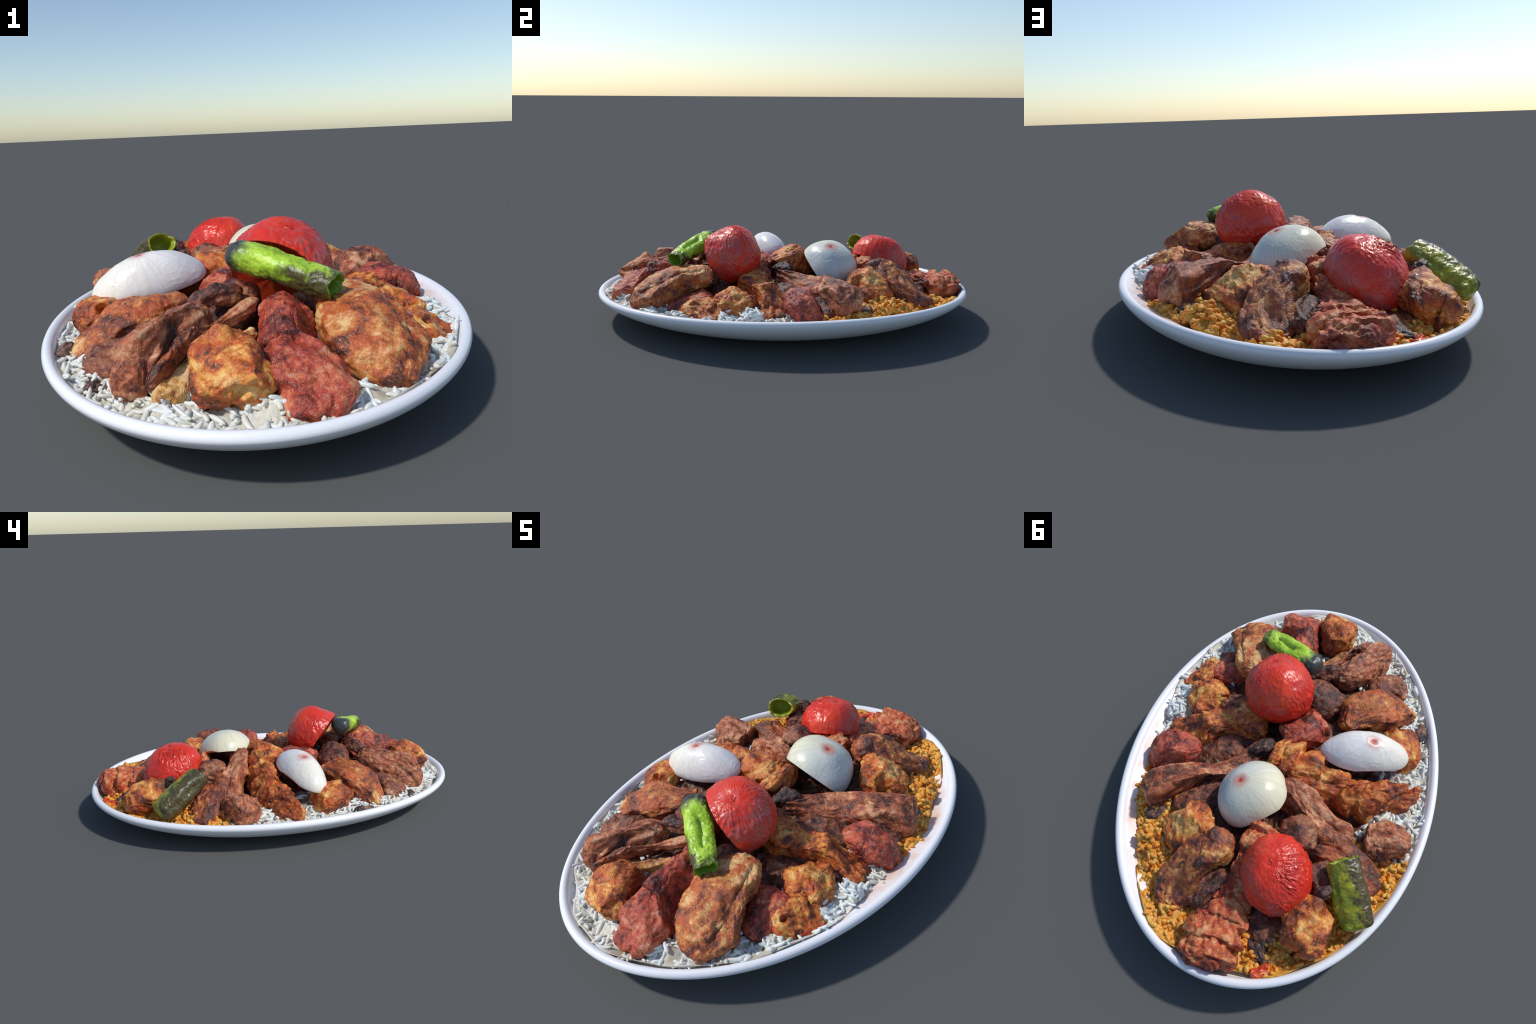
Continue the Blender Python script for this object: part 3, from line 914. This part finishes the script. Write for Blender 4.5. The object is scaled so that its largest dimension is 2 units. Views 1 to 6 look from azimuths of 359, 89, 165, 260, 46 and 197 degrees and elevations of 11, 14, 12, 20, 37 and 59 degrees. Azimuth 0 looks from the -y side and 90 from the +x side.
chop = tag(lump("lamb_chop", LAMB, [(-0.340, -0.775, 0.165, 0.052, 0.06), (-0.312, -0.705, 0.288, 0.060, 0.10), (-0.235, -0.580, 0.318, 0.058, 0.09), (-0.138, -0.458, 0.310, 0.044, 0.06)],
                seed=4, power=2.6, grooves=[(50, 0.2, 16)], stretch=0.35), "grilled lamb chop with charred rib and fat edge", "lamb")
lump("rib_bone", LAMB, [(-0.295, -0.775, 0.235, 0.032, 0.045), (-0.212, -0.685, 0.268, 0.026, 0.028), (-0.150, -0.618, 0.290, 0.025, 0.026), (-0.065, -0.525, 0.320, 0.025, 0.026), (0.01, -0.45, 0.338, 0.027, 0.026)],
     seed=5, nu=80, nv=48, low=(0.005, 16), pinch=(0.004, 30), parent=chop)
lump("fat_edge", FAT, [(-0.255, -0.805, 0.190, 0.03, 0.055), (-0.175, -0.700, 0.235, 0.026, 0.06), (-0.095, -0.61, 0.262, 0.026, 0.06), (-0.01, -0.51, 0.285, 0.026, 0.05)],
     seed=6, nu=80, nv=60, parent=chop)
lump("bone_knob", LAMB_DARK, [(-0.158, -0.482, 0.335, 0.020, 0.022), (-0.12, -0.462, 0.348, 0.026, 0.026), (-0.04, -0.42, 0.345, 0.026, 0.026)], seed=7, nu=60, nv=48, cap=(0.4, 0.3), low=(0.008, 22), facets=(10, 0.3), parent=chop)
tag(lump("grilled_chicken_wing", WING, [(-0.195, -0.235, 0.285, 0.055, 0.05), (-0.32, -0.325, 0.312, 0.090, 0.06), (-0.435, -0.405, 0.262, 0.088, 0.06), (-0.54, -0.475, 0.178, 0.045, 0.042)],
         grooves=[(15, 0.2, 16), (-30, 0.10, 16)], seed=8, stretch=0.4), "grilled chicken wing with browned crisp skin", "chicken")
tag(lump("chicken_cube", CHICKEN, [(-0.585, -0.245, 0.225, 0.075, 0.08), (-0.52, -0.215, 0.262, 0.085, 0.09), (-0.42, -0.19, 0.262, 0.085, 0.09)], seed=9, power=3.2, cap=(0.2, 0.2), facets=(12, 0.13),
         dents=[((-0.476, -0.275, 0.253), 0.016, 0.045)]), "chunky orange grilled chicken cube", "chicken")
# ---- left side
tag(lump("ribbed_kebab", ORANGE_KEBAB, [(0.045, 0.035, 0.335, 0.080, 0.07), (-0.06, 0.050, 0.360, 0.082, 0.08), (-0.205, 0.070, 0.324, 0.080, 0.085), (-0.378, 0.070, 0.284, 0.080, 0.085), (-0.54, 0.062, 0.226, 0.084, 0.08), (-0.662, 0.048, 0.182, 0.080, 0.065)],
         ridges=(8.0, 0.42, 0.12, 0.1), seed=10, power=3.0, cap=(0.06, 0.07), nu=220, facets=(12, 0.14)), "long orange grilled kebab with stepped ridges", "kebab")
tag(lump("lamb_cube", LAMB, [(-0.42, 0.272, 0.225, 0.064, 0.07), (-0.52, 0.262, 0.268, 0.080, 0.085), (-0.635, 0.245, 0.228, 0.070, 0.075)], seed=11, power=3.2, cap=(0.2, 0.2), facets=(14, 0.17)),
    "chunky browned grilled lamb cube", "lamb")
rib2 = tag(lump("lamb_rib", LAMB, [(-0.055, 0.16, 0.368, 0.060, 0.06), (-0.16, 0.238, 0.338, 0.075, 0.07), (-0.27, 0.28, 0.295, 0.078, 0.07), (-0.41, 0.305, 0.210, 0.055, 0.06)],
                seed=12, grooves=[(0, 0.42, 16)], cap=(0.2, 0.12), stretch=0.35), "grilled lamb rib split along the bone", "lamb")
tag(lump("lamb_rib", WING_DARK, [(-0.20, 0.365, 0.22, 0.055, 0.06), (-0.31, 0.385, 0.250, 0.068, 0.065), (-0.43, 0.425, 0.235, 0.072, 0.065), (-0.56, 0.48, 0.18, 0.062, 0.06)],
         seed=13, grooves=[(5, 0.18, 22)], stretch=0.4), "browned grilled rib piece with pale meat centre", "lamb")
# ---- back
tag(lump("chicken_cube", CHICKEN, [(-0.19, 0.725, 0.240, 0.080, 0.075), (-0.29, 0.705, 0.288, 0.092, 0.09), (-0.400, 0.695, 0.218, 0.086, 0.075)], seed=14, power=3.4, cap=(0.12, 0.12), facets=(13, 0.13),
         dents=[((-0.324, 0.636, 0.29), 0.035, -0.03)]), "chunky browned grilled chicken cube", "chicken")
tag(lump("minced_kebab", MINCE, [(-0.06, 0.36, 0.315, 0.095, 0.07), (-0.015, 0.49, 0.305, 0.090, 0.07), (0.035, 0.67, 0.272, 0.086, 0.075), (0.045, 0.82, 0.256, 0.090, 0.08), (0.040, 0.965, 0.230, 0.080, 0.055)],
         ridges=(7.0, 0.34, 0.12, 0.3), seed=15, power=2.8, cap=(0.1, 0.09), pillow=(0.006, 18), pinch=(0.007, 22), nu=200, facets=(10, 0.10)), "long red minced kebab with lumpy ridges", "kebab")
tag(lump("grilled_chicken_wing", WING_DARK, [(0.10, 0.445, 0.345, 0.055, 0.055), (0.172, 0.56, 0.322, 0.085, 0.07), (0.245, 0.665, 0.268, 0.090, 0.07), (0.308, 0.775, 0.158, 0.062, 0.05)],
         seed=16, grooves=[(50, 0.22, 14), (20, 0.1, 14)], facets=(10, 0.10)), "dark grilled chicken wing with charred skin", "chicken")
# ---- right side
tag(lump("chicken_cube", CHICKEN, [(0.185, 0.375, 0.295, 0.085, 0.08), (0.275, 0.435, 0.312, 0.092, 0.09), (0.39, 0.50, 0.225, 0.082, 0.08)], seed=17, power=3.2, cap=(0.14, 0.2), facets=(12, 0.13), low=(0.006, 9)),
    "chunky golden grilled chicken cube", "chicken")
rib = tag(lump("lamb_rib", LAMB, [(0.045, -0.02, 0.292, 0.04, 0.045), (0.20, 0.095, 0.294, 0.050, 0.05), (0.36, 0.215, 0.305, 0.060, 0.07), (0.535, 0.325, 0.290, 0.062, 0.085)],
               seed=18, grooves=[(10, 0.10, 12)], cap=(0.12, 0.04), nu=180, stretch=0.3, power=3.4, facets=(10, 0.14)), "long grilled lamb rib with charred edges", "lamb")
lump("bone_end", CHAR, [(0.03, -0.03, 0.298, 0.028, 0.03), (0.085, 0.005, 0.312, 0.036, 0.034), (0.14, 0.045, 0.305, 0.032, 0.03)], seed=19, nu=60, nv=48, cap=(0.2, 0.35), low=(0.008, 22), facets=(10, 0.3), parent=rib)
tag(lump("red_lamb_piece", RED_KEBAB, [(0.415, -0.02, 0.250, 0.055, 0.05), (0.46, 0.06, 0.282, 0.082, 0.07), (0.54, 0.095, 0.248, 0.085, 0.07), (0.620, 0.115, 0.165, 0.055, 0.045)],
         seed=20, low=(0.010, 9), grooves=[(-60, 0.15, 16)]), "smooth red grilled lamb chunk", "lamb")
tag(lump("orange_chicken_kebab", CHICKEN, [(0.10, -0.15, 0.295, 0.085, 0.07), (0.22, -0.12, 0.308, 0.095, 0.08), (0.36, -0.075, 0.290, 0.090, 0.08), (0.47, -0.06, 0.240, 0.085, 0.07), (0.578, -0.045, 0.165, 0.078, 0.055)],
         seed=21, ridges=(4.0, 0.20, 0.3, 0.6), power=3.0, cap=(0.1, 0.1), nu=190, facets=(12, 0.12)), "long orange grilled chicken kebab", "kebab")
tag(lump("chicken_cube", CHICKEN, [(0.36, -0.33, 0.225, 0.07, 0.07), (0.432, -0.25, 0.275, 0.088, 0.09), (0.515, -0.165, 0.225, 0.080, 0.075)], seed=22, power=2.8, cap=(0.2, 0.18), facets=(12, 0.13)),
    "chunky orange grilled chicken cube", "chicken")
tag(lump("chicken_cube", CHICKEN, [(0.425, -0.46, 0.205, 0.07, 0.065), (0.49, -0.39, 0.235, 0.08, 0.07), (0.58, -0.29, 0.195, 0.06, 0.06)], seed=23, power=3.0, cap=(0.14, 0.2), facets=(12, 0.13),
         dents=[((0.487, -0.44, 0.195), 0.014, 0.03)]), "small chunky grilled chicken cube", "chicken")
tag(lump("red_lamb_piece", RED_KEBAB, [(0.385, -0.575, 0.175, 0.06, 0.05), (0.40, -0.48, 0.225, 0.080, 0.065), (0.37, -0.36, 0.24, 0.085, 0.06)], seed=24),
    "red grilled lamb lump half hidden", "lamb")
tag(lump("red_lamb_piece", RED_KEBAB, [(0.02, -0.07, 0.300, 0.06, 0.06), (-0.06, -0.135, 0.320, 0.082, 0.07), (-0.14, -0.215, 0.315, 0.072, 0.07)], seed=25, power=3.0, facets=(12, 0.13)),
    "dark red grilled lamb block", "lamb")
# ---- added dark filler lumps for the shaded gaps, and small burnt scraps
for st, sd in (([(-0.20, -0.29, 0.275, 0.08, 0.06), (-0.09, -0.35, 0.330, 0.070, 0.07), (0.02, -0.385, 0.305, 0.06, 0.06)], 41),
               ([(-0.47, -0.60, 0.175, 0.05, 0.045), (-0.40, -0.55, 0.225, 0.065, 0.06), (-0.31, -0.46, 0.25, 0.06, 0.06)], 42),
               ([(0.18, 0.18, 0.235, 0.06, 0.05), (0.28, 0.26, 0.240, 0.07, 0.05), (0.40, 0.34, 0.21, 0.05, 0.05)], 43),
               ([(0.08, 0.56, 0.235, 0.05, 0.05), (0.13, 0.65, 0.225, 0.06, 0.05), (0.18, 0.74, 0.195, 0.05, 0.05)], 66),
               ([(0.40, 0.14, 0.225, 0.05, 0.05), (0.46, 0.19, 0.22, 0.055, 0.05), (0.54, 0.23, 0.19, 0.05, 0.05)], 67),
               ([(0.17, -0.02, 0.225, 0.06, 0.05), (0.29, 0.02, 0.24, 0.07, 0.05), (0.38, 0.10, 0.22, 0.06, 0.05)], 44),
               ([(0.20, -0.30, 0.20, 0.07, 0.05), (0.30, -0.27, 0.21, 0.08, 0.05), (0.36, -0.20, 0.20, 0.06, 0.05)], 45),
               ([(-0.14, 0.17, 0.19, 0.05, 0.05), (-0.09, 0.14, 0.22, 0.06, 0.05), (-0.02, 0.11, 0.22, 0.06, 0.05)], 46),
               ([(-0.28, -0.02, 0.20, 0.08, 0.05), (-0.18, -0.08, 0.22, 0.09, 0.05), (-0.12, -0.16, 0.22, 0.07, 0.05)], 47),
               ([(-0.13, 0.29, 0.30, 0.06, 0.05), (-0.17, 0.37, 0.325, 0.075, 0.07), (-0.20, 0.45, 0.30, 0.06, 0.06)], 49),
               ([(0.13, -0.45, 0.29, 0.05, 0.05), (0.17, -0.40, 0.305, 0.06, 0.06), (0.20, -0.33, 0.28, 0.05, 0.05)], 63),
               ([(0.16, -0.50, 0.235, 0.05, 0.05), (0.18, -0.58, 0.235, 0.06, 0.05), (0.21, -0.66, 0.20, 0.05, 0.05)], 64),
               ([(-0.27, 0.46, 0.28, 0.05, 0.05), (-0.30, 0.51, 0.29, 0.055, 0.05), (-0.33, 0.57, 0.27, 0.05, 0.05)], 65),
               ([(-0.22, 0.62, 0.19, 0.08, 0.05), (-0.12, 0.70, 0.19, 0.09, 0.05), (-0.06, 0.78, 0.175, 0.07, 0.05)], 48)):
    tag(lump("dark_gap_filler", LAMB_DARK, st, seed=sd, nu=80, nv=70), "added dark filler lump in the gaps between pieces", "lamb")
for st, sd in (([(-0.60, -0.39, 0.150, 0.020, 0.022), (-0.575, -0.36, 0.160, 0.026, 0.026), (-0.585, -0.30, 0.165, 0.026, 0.03)], 51),
               ([(-0.455, -0.67, 0.150, 0.018, 0.02), (-0.42, -0.64, 0.165, 0.024, 0.022), (-0.37, -0.63, 0.160, 0.025, 0.025)], 52),
               ([(-0.19, 0.87, 0.155, 0.02, 0.025), (-0.13, 0.82, 0.172, 0.035, 0.03), (-0.12, 0.74, 0.172, 0.045, 0.03)], 53),
               ([(-0.36, 0.56, 0.318, 0.018, 0.02), (-0.335, 0.585, 0.320, 0.022, 0.022), (-0.30, 0.615, 0.295, 0.028, 0.03)], 54),
               ([(0.52, 0.345, 0.175, 0.035, 0.04), (0.47, 0.375, 0.185, 0.045, 0.045), (0.42, 0.40, 0.18, 0.04, 0.04)], 55)):
    tag(lump("burnt_scrap", CHAR, st, seed=sd, low=(0.008, 16), nu=60, nv=50, cap=(0.35, 0.35)), "small burnt crispy scrap of meat", "meat scrap")
tag(lump("red_tomato_bit", RED_BIT, [(-0.20, 0.885, 0.155, 0.02, 0.02), (-0.165, 0.905, 0.16, 0.03, 0.02), (-0.125, 0.92, 0.155, 0.02, 0.02)], seed=61, nu=50, nv=40, low=(0.008, 22)), "small bright red cooked tomato scrap", "tomato")
